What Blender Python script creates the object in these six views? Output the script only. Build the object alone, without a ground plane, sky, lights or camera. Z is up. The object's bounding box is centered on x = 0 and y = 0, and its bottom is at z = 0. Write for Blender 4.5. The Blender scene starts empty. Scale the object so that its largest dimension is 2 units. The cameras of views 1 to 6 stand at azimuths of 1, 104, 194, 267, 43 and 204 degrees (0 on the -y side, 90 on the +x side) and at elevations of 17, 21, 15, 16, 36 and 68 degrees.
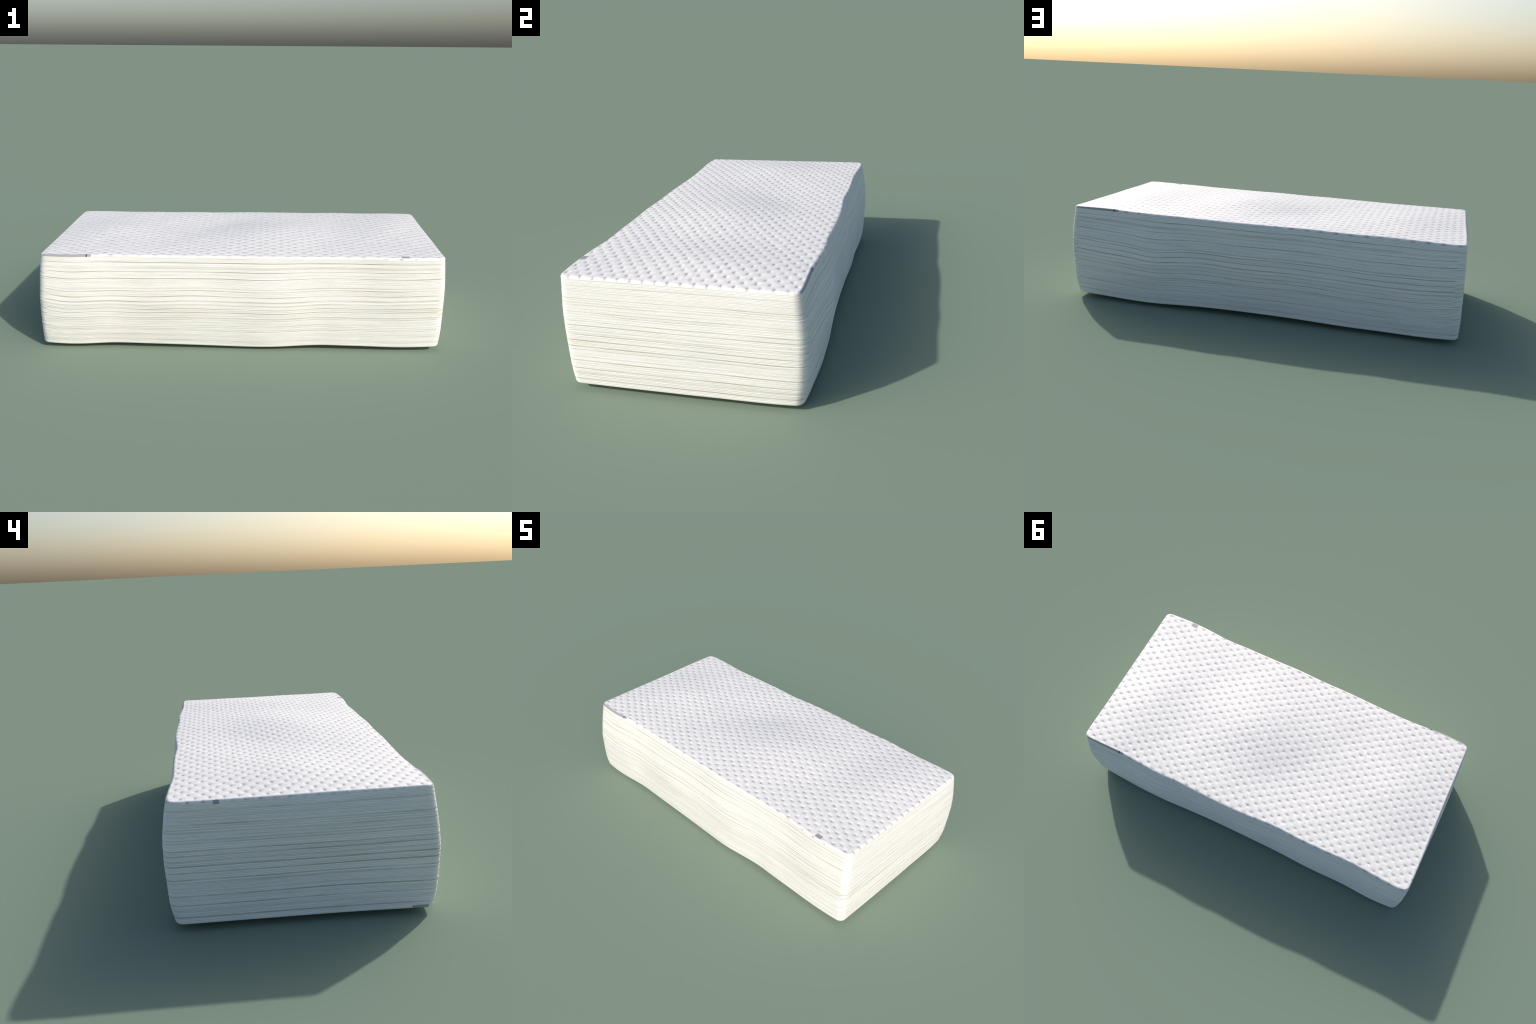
"""A squared stack of folded paper napkins: many thin sheets, one on another,
closed on top by an embossed napkin with a staggered grid of dimples."""
import bpy
import math
import random
import numpy as np

random.seed(7)
rng = np.random.default_rng(7)

# --------------------------------------------------------------------------
# smooth curves through a few control points
# --------------------------------------------------------------------------


def curve(points):
    """Monotone-ish cubic (finite difference tangents) through (x, y) pairs."""
    px = np.array([p[0] for p in points], float)
    py = np.array([p[1] for p in points], float)
    m = np.gradient(py, px)

    def f(x):
        x = np.clip(x, px[0], px[-1])
        i = np.clip(np.searchsorted(px, x) - 1, 0, len(px) - 2)
        h = px[i + 1] - px[i]
        s = (x - px[i]) / h
        return ((2 * s**3 - 3 * s**2 + 1) * py[i] + (s**3 - 2 * s**2 + s) * h * m[i]
                + (-2 * s**3 + 3 * s**2) * py[i + 1] + (s**3 - s**2) * h * m[i + 1])
    return f


# plan of the stack: the four sides at the top (t = 1) and at the bottom (t = 0)
FRONT_TOP = curve([(-.98, -.472), (-.93, -.476), (-.80, -.479), (-.72, -.471), (-.60, -.466), (-.40, -.469),
                   (-.25, -.473), (-.06, -.473), (.09, -.477), (.22, -.474), (.42, -.472), (.58, -.469),
                   (.70, -.478), (.79, -.481), (.93, -.475), (.98, -.472)])
FRONT_LOW = curve([(-.98, -.475), (-.90, -.480), (-.78, -.477), (-.62, -.468), (-.45, -.470), (-.20, -.473),
                   (.00, -.476), (.15, -.479), (.29, -.471), (.39, -.467), (.50, -.470), (.65, -.472),
                   (.81, -.474), (.92, -.472), (.98, -.468)])
BACK_TOP = curve([(-.98, .452), (-.92, .458), (-.84, .456), (-.67, .446), (-.48, .451), (-.36, .453), (-.20, .449),
                  (-.06, .460), (.02, .464), (.14, .465), (.26, .464), (.38, .461), (.50, .465), (.62, .460),
                  (.73, .454), (.85, .455), (.94, .455), (.98, .451)])
BACK_LOW = curve([(-.98, .451), (-.87, .460), (-.64, .456), (-.44, .461), (-.24, .454), (-.01, .451), (.23, .455),
                  (.43, .463), (.55, .467), (.65, .468), (.80, .463), (.92, .457), (.98, .450)])
LEFT_TOP = curve([(-.47, -.978), (-.27, -.981), (-.08, -.983), (.12, -.987), (.30, -.990), (.46, -.989)])
LEFT_LOW = curve([(-.47, -.995), (-.30, -.992), (.10, -.990), (.46, -.993)])
RIGHT_TOP = curve([(-.47, .973), (-.30, .974), (-.15, .976), (.03, .978), (.23, .980), (.36, .983), (.46, .984)])
RIGHT_LOW = curve([(-.47, .972), (-.29, .976), (-.13, .978), (.04, .980), (.15, .980), (.27, .981), (.37, .979), (.46, .972)])

# how far each side swells between bottom and top, at its two ends
LEVELS = (0, .12, .33, .50, .64, .85, 1)


def swell(values):
    return curve(list(zip(LEVELS, values)))


FRONT_SWELL = (swell((0, .010, .016, .019, .015, .006, 0)), swell((0, .005, .008, .009, .008, .003, 0)))
BACK_SWELL = (swell((0, .014, .021, .024, .021, .008, 0)), swell((0, .012, .018, .021, .018, .007, 0)))
LEFT_SWELL = (swell((0, .002, .005, .006, .004, .002, 0)), swell((0, .004, .005, .005, .004, .002, 0)))
RIGHT_SWELL = (swell((0, .006, .009, .010, .010, .005, 0)), swell((0, .010, .016, .018, .016, .008, 0)))

# height of the lower rim along the front and the back, slack of the middle layers
RIM_FRONT = curve([(-.98, .020), (-.81, .015), (-.63, .020), (-.42, .018), (-.14, .013), (.00, .011), (.18, .013),
                   (.40, .020), (.56, .019), (.80, .016), (.98, .021)])
RIM_BACK = curve([(-.98, .021), (-.76, .017), (-.43, .019), (-.14, .023), (.11, .024), (.36, .020), (.60, .013),
                  (.80, .017), (.98, .020)])
SLACK_FRONT = curve([(-.98, .012), (-.85, -.007), (-.70, -.004), (-.50, -.009), (-.30, 0), (-.05, -.001), (.18, -.002),
                     (.40, .004), (.63, .002), (.82, .008), (.98, .014)])
SLACK_BACK = curve([(-.98, .013), (-.80, -.005), (-.58, -.010), (-.30, .001), (-.13, .001), (.10, -.005), (.26, .000),
                    (.36, -.004), (.50, -.014), (.66, -.002), (.80, .004), (.98, .016)])

TOP_Z = .482
CORNER = .032          # plan radius of the four upright corners
EDGE = .010            # rounding of the top and bottom rims


def mix(a, b, f):
    return a * (1 - f) + b * f


def bump(p, q, height, p0, q0, rp, rq):
    """soft swelling of a side around (p0, q0), fading out at the top rim"""
    return height * np.exp(-((p - p0) / rp)**2 - ((q - q0) / rq)**2) * np.clip((1 - q) / .12, 0, 1)


def front_folds(x, t):
    f = .007 * 4 * t * (1 - t) / (1 + np.exp((x - .32) / .06))
    return (f + bump(x, t, .005, -.71, .55, .09, .35) + bump(x, t, .004, -.38, .55, .12, .25)
            + bump(x, t, .0045, .20, .45, .12, .40) + bump(x, t, .003, .05, .15, .10, .15)
            - bump(x, t, .004, -.14, .70, .12, .20))


def back_folds(x, t):
    return (bump(x, t, .017, .53, .56, .13, .30) + bump(x, t, .006, -.08, .60, .12, .35) + bump(x, t, .006, .74, .50, .10, .35)
            + bump(x, t, .006, -.70, .80, .35, .25) - bump(x, t, .006, -.50, .15, .30, .20))


def left_folds(y, t):
    return bump(y, t, .012, -.08, .82, .26, .22) - bump(y, t, .006, -.12, .20, .20, .20)


def right_folds(y, t):
    return -bump(y, t, .002, .15, .20, .22, .20)


def sides(u, v, t):
    """x of the left and right side at depth v, y of front and back at length u."""
    x, y = u * .98, v * .46
    fu, fv = (u + 1) / 2, (v + 1) / 2
    front = mix(FRONT_LOW(x), FRONT_TOP(x), t) - mix(FRONT_SWELL[0](t), FRONT_SWELL[1](t), fu) - front_folds(x, t)
    back = mix(BACK_LOW(x), BACK_TOP(x), t) + mix(BACK_SWELL[0](t), BACK_SWELL[1](t), fu) + back_folds(x, t)
    left = mix(LEFT_LOW(y), LEFT_TOP(y), t) - mix(LEFT_SWELL[0](t), LEFT_SWELL[1](t), fv) - left_folds(y, t)
    right = mix(RIGHT_LOW(y), RIGHT_TOP(y), t) + mix(RIGHT_SWELL[0](t), RIGHT_SWELL[1](t), fv) + right_folds(y, t)
    return left, right, front, back


def top_height(x, y):
    """three soft swells along the top, with a slack hollow beside the middle one"""
    def swelling(h, x0, y0, rx, ry):
        return h * np.exp(-((x - x0) / rx)**2 - ((y - y0) / ry)**2)
    dome = np.clip(1 - (x / .97)**10, 0, 1) * np.clip(1 - (y / .46)**8, 0, 1)
    z = TOP_Z + .002 * np.clip(x / .9, -.5, 1) + .0035 * dome
    z = z + dome * (swelling(.0220, .15, -.04, .27, .27) + swelling(.0130, .79, .10, .21, .28)
                    + swelling(.0140, -.71, .0, .22, .24) - swelling(.0070, -.14, .15, .23, .16)
                    + swelling(.0030, -.28, -.28, .20, .15))
    return z


def low_height(u, v):
    """rim of the underside; it sags to the ground inside the rim"""
    f = (v + 1) / 2
    return mix(RIM_FRONT(u * .98), RIM_BACK(u * .98), f) + .001


def layer_point(u, v, t):
    """The point of the stack at (u, v) in [-1, 1] of the layer at height share t."""
    u, v, t = np.broadcast_arrays(*[np.asarray(a, float) for a in (u, v, t)])
    left, right, front, back = sides(u, v, t)
    x = mix(left, right, (u + 1) / 2)
    y = mix(front, back, (v + 1) / 2)
    low, top = low_height(u, v), top_height(x, y)
    slack = mix(SLACK_FRONT(u * .98), SLACK_BACK(u * .98), (v + 1) / 2) * np.clip(3.2 * t * (1 - t), 0, .7) / .7
    edge = np.maximum(np.abs(u), np.abs(v))
    lazy = (.0012 * np.sin(7 * x + 8 * t + 3 * y) + .0008 * np.sin(17 * x - 11 * t - 9 * y + 1)) * 4 * t * (1 - t)
    z = mix(low, top, t) + (.8 * slack + lazy) * edge**4
    return x, y, z


HALF_X, HALF_Y = .985, .475


def rounded(a, b):
    """(a, b) in metres on the square-cornered rectangle -> the same with rounded corners"""
    ax, ay = np.abs(a), np.abs(b)
    cx = np.clip((ax - (HALF_X - CORNER)) / CORNER, 0, 1)
    cy = np.clip((ay - (HALF_Y - CORNER)) / CORNER, 0, 1)
    rx = cx * np.sqrt(1 - cy**2 / 2)
    ry = cy * np.sqrt(1 - cx**2 / 2)
    nx = np.where(cx > 0, HALF_X - CORNER + rx * CORNER, ax)
    ny = np.where(cy > 0, HALF_Y - CORNER + ry * CORNER, ay)
    depth = np.minimum(np.where(cx > 0, CORNER * (1 - cx), HALF_X - ax), np.where(cy > 0, CORNER * (1 - cy), HALF_Y - ay))
    corner = (cx > 0) & (cy > 0)
    depth = np.where(corner, CORNER * (1 - np.sqrt(np.clip(rx**2 + ry**2, 0, 1))), depth)
    return np.sign(a) * nx, np.sign(b) * ny, depth


def outline(inset=0.0, inset_short=None):
    """closed rounded outline in metres, inset from the long and the short sides"""
    s = inset if inset_short is None else inset_short
    hx, hy, r = HALF_X - s, HALF_Y - inset, max(CORNER - .5 * (s + inset), .002)
    pts = []
    nx, ny, nc = 92, 42, 7
    for k in range(nx):
        pts.append((mix(-hx + r, hx - r, k / nx), -hy))
    for k in range(nc):
        a = -math.pi / 2 + math.pi / 2 * k / nc
        pts.append((hx - r + r * math.cos(a), -hy + r + r * math.sin(a)))
    for k in range(ny):
        pts.append((hx, mix(-hy + r, hy - r, k / ny)))
    for k in range(nc):
        a = math.pi / 2 * k / nc
        pts.append((hx - r + r * math.cos(a), hy - r + r * math.sin(a)))
    for k in range(nx):
        pts.append((mix(hx - r, -hx + r, k / nx), hy))
    for k in range(nc):
        a = math.pi / 2 + math.pi / 2 * k / nc
        pts.append((-hx + r + r * math.cos(a), hy - r + r * math.sin(a)))
    for k in range(ny):
        pts.append((-hx, mix(hy - r, -hy + r, k / ny)))
    for k in range(nc):
        a = math.pi + math.pi / 2 * k / nc
        pts.append((-hx + r + r * math.cos(a), -hy + r + r * math.sin(a)))
    return np.array(pts)


# --------------------------------------------------------------------------
# materials
# --------------------------------------------------------------------------


def new_material(name):
    m = bpy.data.materials.new(name)
    m.use_nodes = True
    t = m.node_tree
    t.nodes.clear()
    out = t.nodes.new("ShaderNodeOutputMaterial")
    b = t.nodes.new("ShaderNodeBsdfPrincipled")
    t.links.new(b.outputs[0], out.inputs[0])
    return m, t, b


def node(t, kind, links=None, **props):
    n = t.nodes.new(kind)
    for k, v in props.items():
        if k.startswith("in_"):
            key = k[3:]
            n.inputs[int(key) if key.isdigit() else key].default_value = v
        else:
            setattr(n, k, v)
    for k, v in (links or {}).items():
        t.links.new(v, n.inputs[k])
    return n


def math_node(t, op, a, b=None, c=None):
    n = t.nodes.new("ShaderNodeMath")
    n.operation = op
    for i, s in enumerate((a, b, c)):
        if s is None:
            continue
        if isinstance(s, (int, float)):
            n.inputs[i].default_value = s
        else:
            t.links.new(s, n.inputs[i])
    return n.outputs[0]


def mix_colour(t, fac, a, b):
    n = t.nodes.new("ShaderNodeMix")
    n.data_type = "RGBA"
    for sock, s in ((n.inputs[0], fac), (n.inputs[6], a), (n.inputs[7], b)):
        if isinstance(s, (int, float, tuple)):
            sock.default_value = s
        else:
            t.links.new(s, sock)
    return n.outputs[2]


CREAM = (.88, .87, .84, 1)
SEAM_SHADE = (.50, .48, .385, 1)  # shadow between sheets, put into the colour of the thin seam layers
ROUGH = .5


def sheet_material():
    """cut paper edge: cream, darkened sheet by sheet for the shade in the gaps"""
    m, t, b = new_material("napkin_edge_paper")
    co = node(t, "ShaderNodeTexCoord").outputs["Object"]
    sep = node(t, "ShaderNodeSeparateXYZ", {0: co})
    long_tone = node(t, "ShaderNodeAttribute", attribute_type="OBJECT", attribute_name='["long_tone"]').outputs["Fac"]
    short_tone = node(t, "ShaderNodeAttribute", attribute_type="OBJECT", attribute_name='["short_tone"]').outputs["Fac"]
    ax = math_node(t, "ABSOLUTE", sep.outputs[0])
    at_short = node(t, "ShaderNodeMapRange", {0: ax}, in_1=.945, in_2=.962).outputs[0]
    tone = node(t, "ShaderNodeMix", {0: at_short, 2: long_tone, 3: short_tone}).outputs[0]
    # a seam fades and swells along its length
    stretch = node(t, "ShaderNodeMapping", {0: co}, in_3=(1.6, 1.6, 22))
    slow = node(t, "ShaderNodeTexNoise", {0: stretch.outputs[0]}, in_Scale=2.2, in_Detail=3.0).outputs[0]
    gain = node(t, "ShaderNodeMapRange", {0: slow}, in_1=.30, in_2=.68, in_3=.30, in_4=1.2).outputs[0]
    tone = math_node(t, "MULTIPLY", tone, gain)
    # broad bands of slightly greyer layers
    band_map = node(t, "ShaderNodeMapping", {0: co}, in_3=(1.1, 1.1, 26))
    band = node(t, "ShaderNodeTexNoise", {0: band_map.outputs[0]}, in_Scale=1.0, in_Detail=4.0, in_Roughness=.65).outputs[0]
    tone = math_node(t, "ADD", tone, node(t, "ShaderNodeMapRange", {0: band}, in_1=.50, in_2=.74, in_3=0.0, in_4=.22).outputs[0])
    # fine fibres running along the cut
    fibre_map = node(t, "ShaderNodeMapping", {0: co}, in_3=(6, 6, 210))
    fibre = node(t, "ShaderNodeTexNoise", {0: fibre_map.outputs[0]}, in_Scale=1.0, in_Detail=3.0, in_Roughness=.6).outputs[0]
    fine = node(t, "ShaderNodeMapRange", {0: fibre}, in_1=.42, in_2=.75, in_3=0.0, in_4=.24).outputs[0]
    tone = math_node(t, "ADD", tone, fine)
    tone = node(t, "ShaderNodeClamp", {0: tone}).outputs[0]
    # faint warm and cool drift
    hue_map = node(t, "ShaderNodeMapping", {0: co}, in_3=(5, 5, 60))
    hue = node(t, "ShaderNodeTexNoise", {0: hue_map.outputs[0]}, in_Scale=1.0, in_Detail=2.0)
    hue_ramp = node(t, "ShaderNodeValToRGB", {0: hue.outputs[0]})
    hue_ramp.color_ramp.elements[0].position = .36
    hue_ramp.color_ramp.elements[0].color = (.868, .872, .858, 1)
    hue_ramp.color_ramp.elements[1].position = .64
    hue_ramp.color_ramp.elements[1].color = (.895, .868, .825, 1)
    paper = mix_colour(t, .75, CREAM, hue_ramp.outputs[0])
    t.links.new(mix_colour(t, tone, paper, SEAM_SHADE), b.inputs["Base Color"])
    b.inputs["Roughness"].default_value = ROUGH
    b.inputs["Specular IOR Level"].default_value = .5
    bump = node(t, "ShaderNodeBump", {"Height": fibre}, in_Strength=.12, in_Distance=.002)
    t.links.new(bump.outputs[0], b.inputs["Normal"])
    return m


PITCH_X, PITCH_Y = .03576, .04926
PHASE_X, PHASE_Y = .0053, -.0150


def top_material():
    """embossed tissue: white, with the dark and lit walls of each dimple painted in as oval spots,
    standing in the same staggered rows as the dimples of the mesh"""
    m, t, b = new_material("embossed_tissue")
    co = node(t, "ShaderNodeTexCoord").outputs["Object"]
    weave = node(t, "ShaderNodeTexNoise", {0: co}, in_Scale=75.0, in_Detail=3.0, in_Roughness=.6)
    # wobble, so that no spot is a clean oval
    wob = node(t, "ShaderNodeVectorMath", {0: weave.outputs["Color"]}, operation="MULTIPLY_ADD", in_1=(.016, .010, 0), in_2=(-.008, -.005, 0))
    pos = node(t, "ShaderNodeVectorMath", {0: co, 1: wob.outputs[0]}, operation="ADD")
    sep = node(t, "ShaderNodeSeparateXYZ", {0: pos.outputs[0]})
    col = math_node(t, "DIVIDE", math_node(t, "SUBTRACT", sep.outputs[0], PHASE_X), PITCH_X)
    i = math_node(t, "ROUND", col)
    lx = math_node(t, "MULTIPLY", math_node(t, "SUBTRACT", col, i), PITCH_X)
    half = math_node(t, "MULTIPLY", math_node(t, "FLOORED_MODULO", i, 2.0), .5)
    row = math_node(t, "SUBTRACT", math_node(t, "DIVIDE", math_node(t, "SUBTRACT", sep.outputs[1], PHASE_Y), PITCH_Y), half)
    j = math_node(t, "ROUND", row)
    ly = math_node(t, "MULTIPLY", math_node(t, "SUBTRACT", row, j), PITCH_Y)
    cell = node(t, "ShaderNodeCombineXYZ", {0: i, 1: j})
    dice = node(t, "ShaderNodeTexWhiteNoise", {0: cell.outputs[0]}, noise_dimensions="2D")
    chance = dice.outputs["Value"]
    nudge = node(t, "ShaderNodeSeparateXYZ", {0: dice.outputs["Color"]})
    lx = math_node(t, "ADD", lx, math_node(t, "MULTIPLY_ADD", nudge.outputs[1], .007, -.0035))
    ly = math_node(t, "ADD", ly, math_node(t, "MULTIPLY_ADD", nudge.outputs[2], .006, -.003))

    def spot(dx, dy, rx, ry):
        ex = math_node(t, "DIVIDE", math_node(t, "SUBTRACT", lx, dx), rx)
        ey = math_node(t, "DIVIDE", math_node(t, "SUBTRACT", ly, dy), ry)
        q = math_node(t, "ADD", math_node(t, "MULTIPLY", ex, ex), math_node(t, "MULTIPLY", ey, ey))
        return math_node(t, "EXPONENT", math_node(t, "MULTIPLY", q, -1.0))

    painted_shade = spot(0, 0, .0102, .0050)
    painted_soft_shade = spot(.0035, -.0065, .0150, .0090)
    painted_highlight = spot(-.003, .0115, .013, .0070)  # far wall catching the light, lightened in the base colour
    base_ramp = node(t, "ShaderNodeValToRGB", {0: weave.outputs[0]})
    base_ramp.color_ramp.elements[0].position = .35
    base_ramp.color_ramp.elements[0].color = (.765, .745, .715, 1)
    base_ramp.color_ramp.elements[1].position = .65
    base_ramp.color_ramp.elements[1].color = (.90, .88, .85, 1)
    c = mix_colour(t, math_node(t, "MULTIPLY", painted_highlight, .75), base_ramp.outputs[0], (.94, .925, .90, 1))
    c = mix_colour(t, math_node(t, "MULTIPLY", painted_soft_shade, .42), c, (.62, .605, .59, 1))
    shade_amount = math_node(t, "MULTIPLY", painted_shade, math_node(t, "MULTIPLY_ADD", chance, .40, .60))
    c = mix_colour(t, shade_amount, c, (.34, .332, .326, 1))
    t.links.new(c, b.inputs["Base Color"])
    b.inputs["Roughness"].default_value = ROUGH
    b.inputs["Specular IOR Level"].default_value = .5
    bump = node(t, "ShaderNodeBump", {"Height": weave.outputs[0]}, in_Strength=.25, in_Distance=.003)
    t.links.new(bump.outputs[0], b.inputs["Normal"])
    return m


def plain_material(name, colour):
    m, t, b = new_material(name)
    co = node(t, "ShaderNodeTexCoord").outputs["Object"]
    grain = node(t, "ShaderNodeTexNoise", {0: co}, in_Scale=60.0, in_Detail=2.0).outputs[0]
    dark = tuple(c * .96 for c in colour[:3]) + (1,)
    t.links.new(mix_colour(t, grain, dark, colour), b.inputs["Base Color"])
    b.inputs["Roughness"].default_value = ROUGH
    b.inputs["Specular IOR Level"].default_value = .5
    return m


EDGE_PAPER = sheet_material()
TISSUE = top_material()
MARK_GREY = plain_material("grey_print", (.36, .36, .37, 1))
MARK_DARK = plain_material("dark_print", (.06, .06, .065, 1))

# --------------------------------------------------------------------------
# helpers for objects
# --------------------------------------------------------------------------

root = bpy.data.objects.new("napkin_stack", None)
root.empty_display_size = .2
bpy.context.scene.collection.objects.link(root)
root["label"] = "a thick squared stack of white embossed paper napkins"
root["category"] = "paper napkins"


def add_object(name, verts, faces, material, smooth=True, parent=root):
    me = bpy.data.meshes.new(name)
    me.from_pydata([tuple(p) for p in verts], [], faces)
    me.materials.append(material)
    if smooth:
        me.shade_smooth()
    me.update()
    ob = bpy.data.objects.new(name, me)
    ob.parent = parent
    bpy.context.scene.collection.objects.link(ob)
    return ob


def ring_faces(rings, n, first=0):
    faces = []
    for r in range(rings - 1):
        a, b = first + r * n, first + (r + 1) * n
        for k in range(n):
            j = (k + 1) % n
            faces.append((a + k, a + j, b + j, b + k))
    return faces


# --------------------------------------------------------------------------
# the sheets
# --------------------------------------------------------------------------

# seams seen on the long sides, as (height share, strength of the dark tint);
# the short sides show the same series upside down
SEAMS = [(.939, .8), (.894, .35), (.880, .35), (.843, .75), (.803, .25), (.771, .95), (.734, .3), (.668, .5),
         (.639, .95), (.581, .85), (.526, .95), (.487, .3), (.439, .65), (.399, .7), (.337, .45), (.315, .45),
         (.286, .25), (.250, .35), (.228, .3), (.206, .35), (.188, .6), (.126, .3), (.071, .5)]
SEAMS = [(t * .985, s) for t, s in SEAMS]
SEAM_SHARE = .0085     # thickness of a seam as a share of the height
TOP_SHARE = 1 - EDGE / .468
LOW_SHARE = .022


def seam_strength(t0, t1, series):
    best = 0
    for t, s in series:
        over = min(t1, t + SEAM_SHARE / 2) - max(t0, t - SEAM_SHARE / 2)
        best = max(best, s * max(0, over) / (t1 - t0))
    return best


short_series = [(.985 - t, s) for t, s in SEAMS]
cuts = {LOW_SHARE, TOP_SHARE}
for t, s in sorted(SEAMS + short_series, key=lambda p: -p[1]):
    for c in (t - SEAM_SHARE / 2, t + SEAM_SHARE / 2):
        if LOW_SHARE + .005 < c < TOP_SHARE - .004 and all(abs(c - o) > .0038 for o in cuts):
            cuts.add(c)
cuts = sorted(cuts)
levels = [cuts[0]]
for c in cuts[1:]:
    gap = c - levels[-1]
    n = max(1, round(gap / .0125))
    base = levels[-1]
    for k in range(1, n + 1):
        levels.append(base + gap * k / n)

WAVES = [(k, rng.uniform(0, 6.28), rng.uniform(.4, 1) / k) for k in (2, 3, 5, 8)]
RINGS = (.93, .8, .65, .5, .33, .15)


def make_sheet(t0, t1, low_round=False):
    long_s = seam_strength(t0, t1, SEAMS)
    short_s = seam_strength(t0, t1, short_series)
    recess_l = .0007 * long_s + abs(rng.normal(0, .00035))
    recess_s = .0007 * short_s + abs(rng.normal(0, .00035))
    shift = rng.uniform(0, 6.28)
    gap = .0003 / .46
    # (inset, height share) down the edge: round-lipped sheet edge
    lip = .0003
    prof = [(lip, t1 - gap), (lip * .3, mix(t1, t0, .18)), (0, mix(t1, t0, .5)), (lip * .3, mix(t1, t0, .82)), (lip, t0 + gap)]
    drop = [0] * 5
    if low_round:
        # the bottom sheet rolls under with the full rim radius
        prof = [(lip, t1 - gap), (0, mix(t1, t0, .25))]
        drop = [0, 0]
        for k in range(1, 8):
            a = math.pi / 2 * k / 7
            prof.append((EDGE * (1 - math.cos(a)), t0))
            drop.append(-EDGE * math.sin(a) * .9)
    verts, n = [], 0

    def ring(inset_l, inset_s, t, dz=0, scale=1.0, sag=0):
        o = outline(inset_l, inset_s)
        a = np.linspace(0, 2 * math.pi, len(o), endpoint=False)
        u, v = o[:, 0] / HALF_X * scale, o[:, 1] / HALF_Y * scale
        x, y, z = layer_point(u, v, t)
        wob = sum(w * np.sin(k * a + p + shift * k) for k, p, w in WAVES) * .0005
        r = np.hypot(x / 2, y)
        x = x + wob * x / r * .5
        y = y + wob * y / r
        return np.stack([x, y, z + dz - sag], -1)

    # upper cap, edge, lower cap: from the middle of the top to that of the underside
    loops = []
    for s in reversed(RINGS):
        loops.append(ring(prof[0][0] + recess_l, prof[0][0] + recess_s, prof[0][1], scale=s))
    for (i, t), d in zip(prof, drop):
        loops.append(ring(i + recess_l, i + recess_s, t, d))
    for s in RINGS:
        i, t = prof[-1]
        q = ring(i + recess_l, i + recess_s, t, drop[-1], scale=s)
        if low_round:
            q[:, 2] = mix(q[:, 2], .0, 1 - s**3)
        loops.append(q)
    n = len(loops[0])
    verts = np.concatenate(loops)
    faces = [tuple(reversed(f)) for f in ring_faces(len(loops), n)]
    faces.append(tuple(range(n)))
    last = (len(loops) - 1) * n
    faces.append(tuple(reversed(range(last, last + n))))
    ob = add_object("napkin", verts, faces, EDGE_PAPER)
    jitter = abs(rng.normal(0, .07))
    ob["long_tone"] = float(min(1, long_s + jitter))
    ob["short_tone"] = float(min(1, short_s + abs(rng.normal(0, .07))))
    return ob


make_sheet(LOW_SHARE, levels[1], low_round=True)
for a, b in zip(levels[1:-1], levels[2:]):
    make_sheet(a, b)

# --------------------------------------------------------------------------
# the embossed top napkin
# --------------------------------------------------------------------------

DIMPLE = .0012


def hashed(i, j, k):
    h = np.sin(i * 127.1 + j * 311.7 + k * 74.7) * 43758.5453
    return h - np.floor(h)


def emboss(x, y):
    """staggered rows of pressed dimples, each a little different"""
    z = np.zeros_like(x)
    i0 = np.round((x - PHASE_X) / PITCH_X)
    for di in (-1, 0, 1):
        i = i0 + di
        half = np.mod(i, 2) / 2
        j0 = np.round((y - PHASE_Y) / PITCH_Y - half)
        for dj in (-1, 0, 1):
            j = j0 + dj
            cx = PHASE_X + PITCH_X * i + .002 * (hashed(i, j, 1) - .5)
            cy = PHASE_Y + .004 + PITCH_Y * (j + half) + .003 * (hashed(i, j, 2) - .5)
            d = DIMPLE * (.5 + .9 * hashed(i, j, 3))
            turn = .35 * (hashed(i, j, 4) - .5)
            ex = (x - cx) * np.cos(turn) + (y - cy) * np.sin(turn)
            ey = (y - cy) * np.cos(turn) - (x - cx) * np.sin(turn)
            z -= d * np.exp(-(ex / .0098)**2 - (ey / .0074)**2)
    return z


def spaced(half, step):
    edge = [0, .0004, .0012, .0025, .0042, .0063, .0085, .011, .0145]
    inner = np.linspace(-half + .018, half - .018, int(2 * (half - .018) / step) + 1)
    return np.concatenate([[-half + e for e in edge], inner, [half - e for e in reversed(edge)]])


def top_surface(a, b, pressed=1.0):
    """point of the upper face of the top napkin for plan metres (a, b)"""
    ra, rb, depth = rounded(a, b)
    x, y, z = layer_point(ra / HALF_X, rb / HALF_Y, np.ones_like(a))
    d = np.clip(depth, 0, EDGE)
    drop = EDGE - np.sqrt(np.maximum(EDGE**2 - (EDGE - d)**2, 0))
    z = z - drop + pressed * emboss(x, y) * np.clip((depth - .002) / .014, 0, 1)
    z = z + .0007 * np.sin(x * 11 + y * 7 + 1) * np.sin(y * 13 - x * 5) + .0005 * np.sin(23 * x + 2) * np.sin(19 * y)
    return np.stack([x, y, z], -1)


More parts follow.
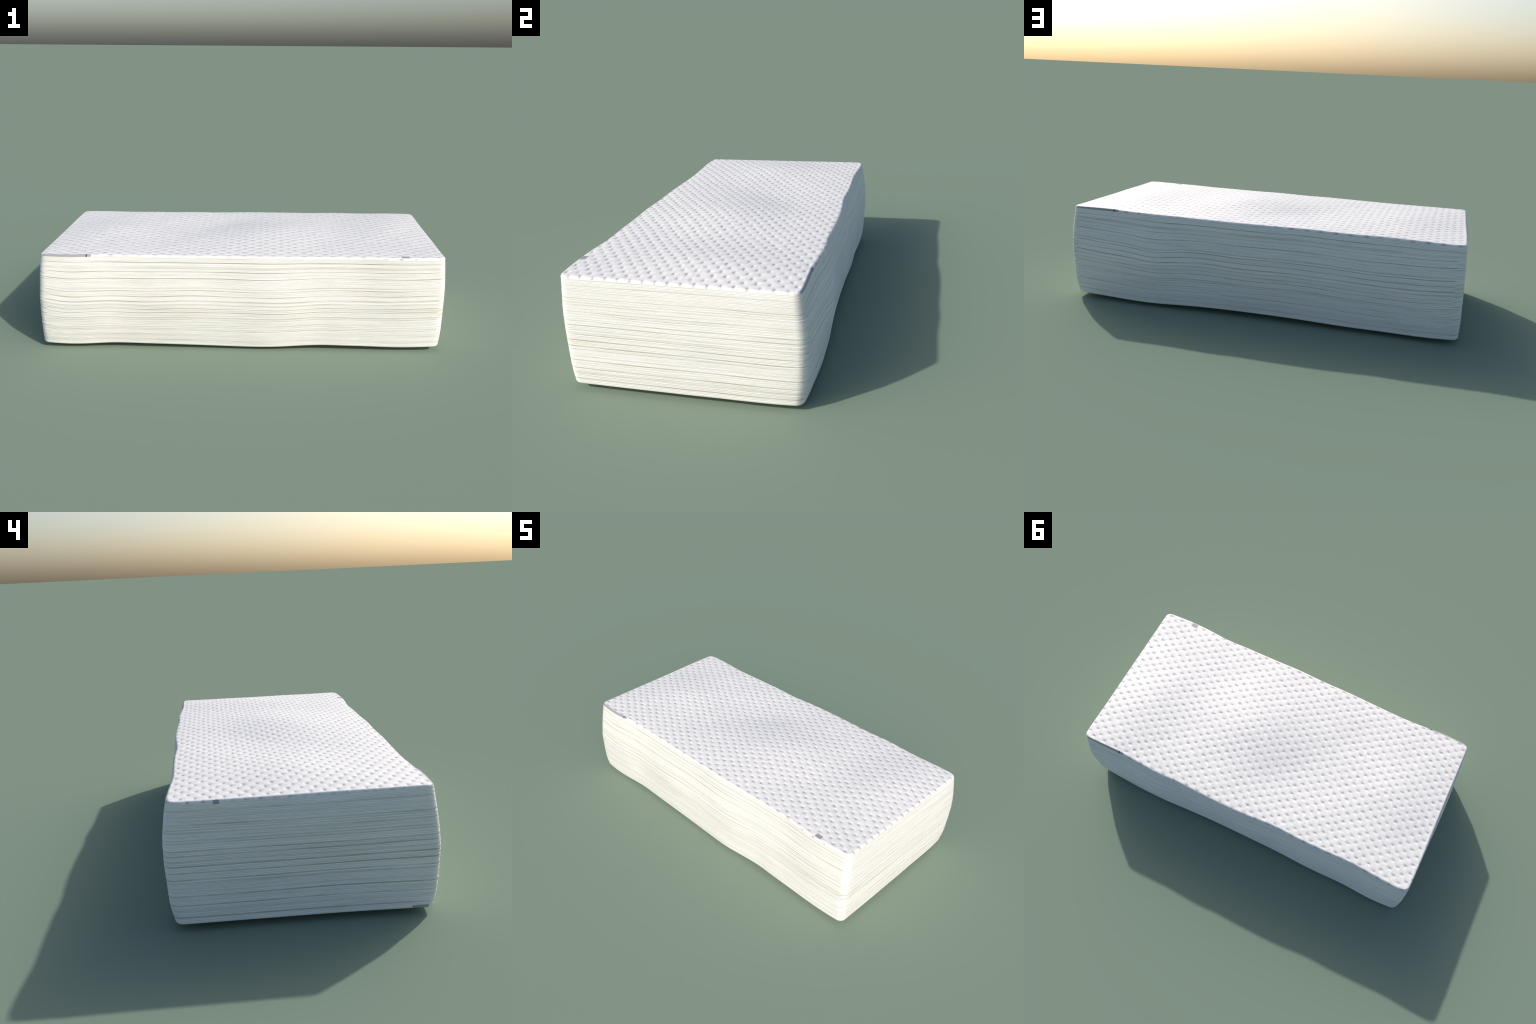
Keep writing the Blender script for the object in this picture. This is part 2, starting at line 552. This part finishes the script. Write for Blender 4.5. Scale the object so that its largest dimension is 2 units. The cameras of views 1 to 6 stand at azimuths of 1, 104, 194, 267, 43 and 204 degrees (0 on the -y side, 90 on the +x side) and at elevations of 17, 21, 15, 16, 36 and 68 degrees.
def make_top():
    gx, gy = spaced(HALF_X, .0040), spaced(HALF_Y, .0040)
    nx, ny = len(gx), len(gy)
    A, B = np.meshgrid(gx, gy, indexing="ij")
    verts = top_surface(A.ravel(), B.ravel())
    idx = np.arange(nx * ny).reshape(nx, ny)
    faces = np.stack([idx[:-1, :-1], idx[1:, :-1], idx[1:, 1:], idx[:-1, 1:]], -1).reshape(-1, 4).tolist()
    # skirt down to the sheet below, then a plain underside
    rim = np.concatenate([idx[:-1, 0], idx[-1, :-1], idx[:0:-1, -1], idx[0, :0:-1]])
    ra, rb, _ = rounded(A.ravel()[rim], B.ravel()[rim])
    base, n = len(verts), len(rim)
    loops = [verts]
    for scale in (1.0,) + RINGS:
        x, y, z = layer_point(ra / HALF_X * scale, rb / HALF_Y * scale, np.full(n, TOP_SHARE))
        loops.append(np.stack([x, y, z + .0004], -1))
    verts = np.concatenate(loops)
    for k in range(n):
        j = (k + 1) % n
        faces.append((int(rim[j]), int(rim[k]), base + k, base + j))
    faces += [tuple(reversed(f)) for f in ring_faces(1 + len(RINGS), n, base)]
    last = base + len(RINGS) * n
    faces.append(tuple(reversed(range(last, last + n))))
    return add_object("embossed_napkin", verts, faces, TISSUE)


make_top()

# --------------------------------------------------------------------------
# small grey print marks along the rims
# --------------------------------------------------------------------------


def strip(name, rows, material, lift=.0005):
    """ribbon from rows of surface points, lifted off the surface and given thickness"""
    P = np.array(rows)
    du = np.gradient(P, axis=0)
    dv = np.gradient(P, axis=1)
    nrm = np.cross(du, dv)
    nrm /= np.linalg.norm(nrm, axis=-1, keepdims=True) + 1e-12
    c = P.mean(axis=(0, 1)) - np.array([0, 0, .24])
    if (nrm * (P - np.array([0, 0, .2]))).sum() < 0:
        nrm = -nrm
    a, b = P + nrm * lift, P - nrm * .0006
    m, n = P.shape[:2]
    verts = np.concatenate([a.reshape(-1, 3), b.reshape(-1, 3)])
    idx = np.arange(m * n).reshape(m, n)
    faces = []
    for i in range(m - 1):
        for j in range(n - 1):
            q = (int(idx[i, j]), int(idx[i + 1, j]), int(idx[i + 1, j + 1]), int(idx[i, j + 1]))
            faces.append(q)
            faces.append(tuple(k + m * n for k in reversed(q)))
    loop = list(idx[:-1, 0]) + list(idx[-1, :-1]) + list(idx[:0:-1, -1]) + list(idx[0, :0:-1])
    for k in range(len(loop)):
        p, q = int(loop[k]), int(loop[(k + 1) % len(loop)])
        faces.append((p, q, q + m * n, p + m * n))
    ob = add_object(name, verts, faces, material)
    ob.data.set_sharp_from_angle(angle=.7)
    return ob


def rim_point(side, s, d):
    """point on the top rim: side name, place s along it (metres), d metres inside
    the outline (negative: down the side)"""
    sx, sy = {"front": (s, -HALF_Y), "back": (s, HALF_Y), "left": (-HALF_X, s), "right": (HALF_X, s)}[side]
    ins = max(d, 0)
    a = sx + (ins if side == "left" else -ins if side == "right" else 0)
    b = sy + (ins if side == "front" else -ins if side == "back" else 0)
    p = top_surface(np.array([a]), np.array([b]), 0.0)[0]
    if d < 0:
        p[2] += d
    return p


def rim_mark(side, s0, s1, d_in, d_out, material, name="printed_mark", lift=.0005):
    n = max(2, int(abs(s1 - s0) / .008) + 1)
    ds = [mix(d_in, d_out, k / 6) for k in range(7)]
    rows = [[rim_point(side, s, d) for d in ds] for s in np.linspace(s0, s1, n)]
    return strip(name, rows, material, lift)


# long grey strips with a dark tick, at one end of the front and of the back
rim_mark("front", -.975, -.733, .009, -.0020, MARK_GREY)
rim_mark("front", -.7590, -.7520, .009, -.0020, MARK_DARK, lift=.0010)
rim_mark("back", .975, .733, .008, -.0020, MARK_GREY)
rim_mark("back", .7590, .7520, .008, -.0020, MARK_DARK, lift=.0010)
# small square marks
rim_mark("front", .773, .809, .031, .006, MARK_GREY)
rim_mark("left", .293, .314, .004, -.005, MARK_GREY, lift=.0011)


def low_mark(s0, s1, material, lift=.0006):
    n = max(2, int(abs(s1 - s0) / .008) + 1)
    rows = []
    for s in np.linspace(s0, s1, n):
        row = []
        for t, e in ((.032, 0), (.027, 0), (.022, 0), (.022, .35), (.022, .8), (.022, 1.1)):
            x, y, z = layer_point(-1 + EDGE * (1 - math.cos(e)) / HALF_X, s / HALF_Y, t)
            row.append((float(x), float(y), float(z) - EDGE * .9 * math.sin(e)))
        rows.append(row)
    return strip("printed_mark", rows, material, lift)


low_mark(-.450, -.390, MARK_GREY)
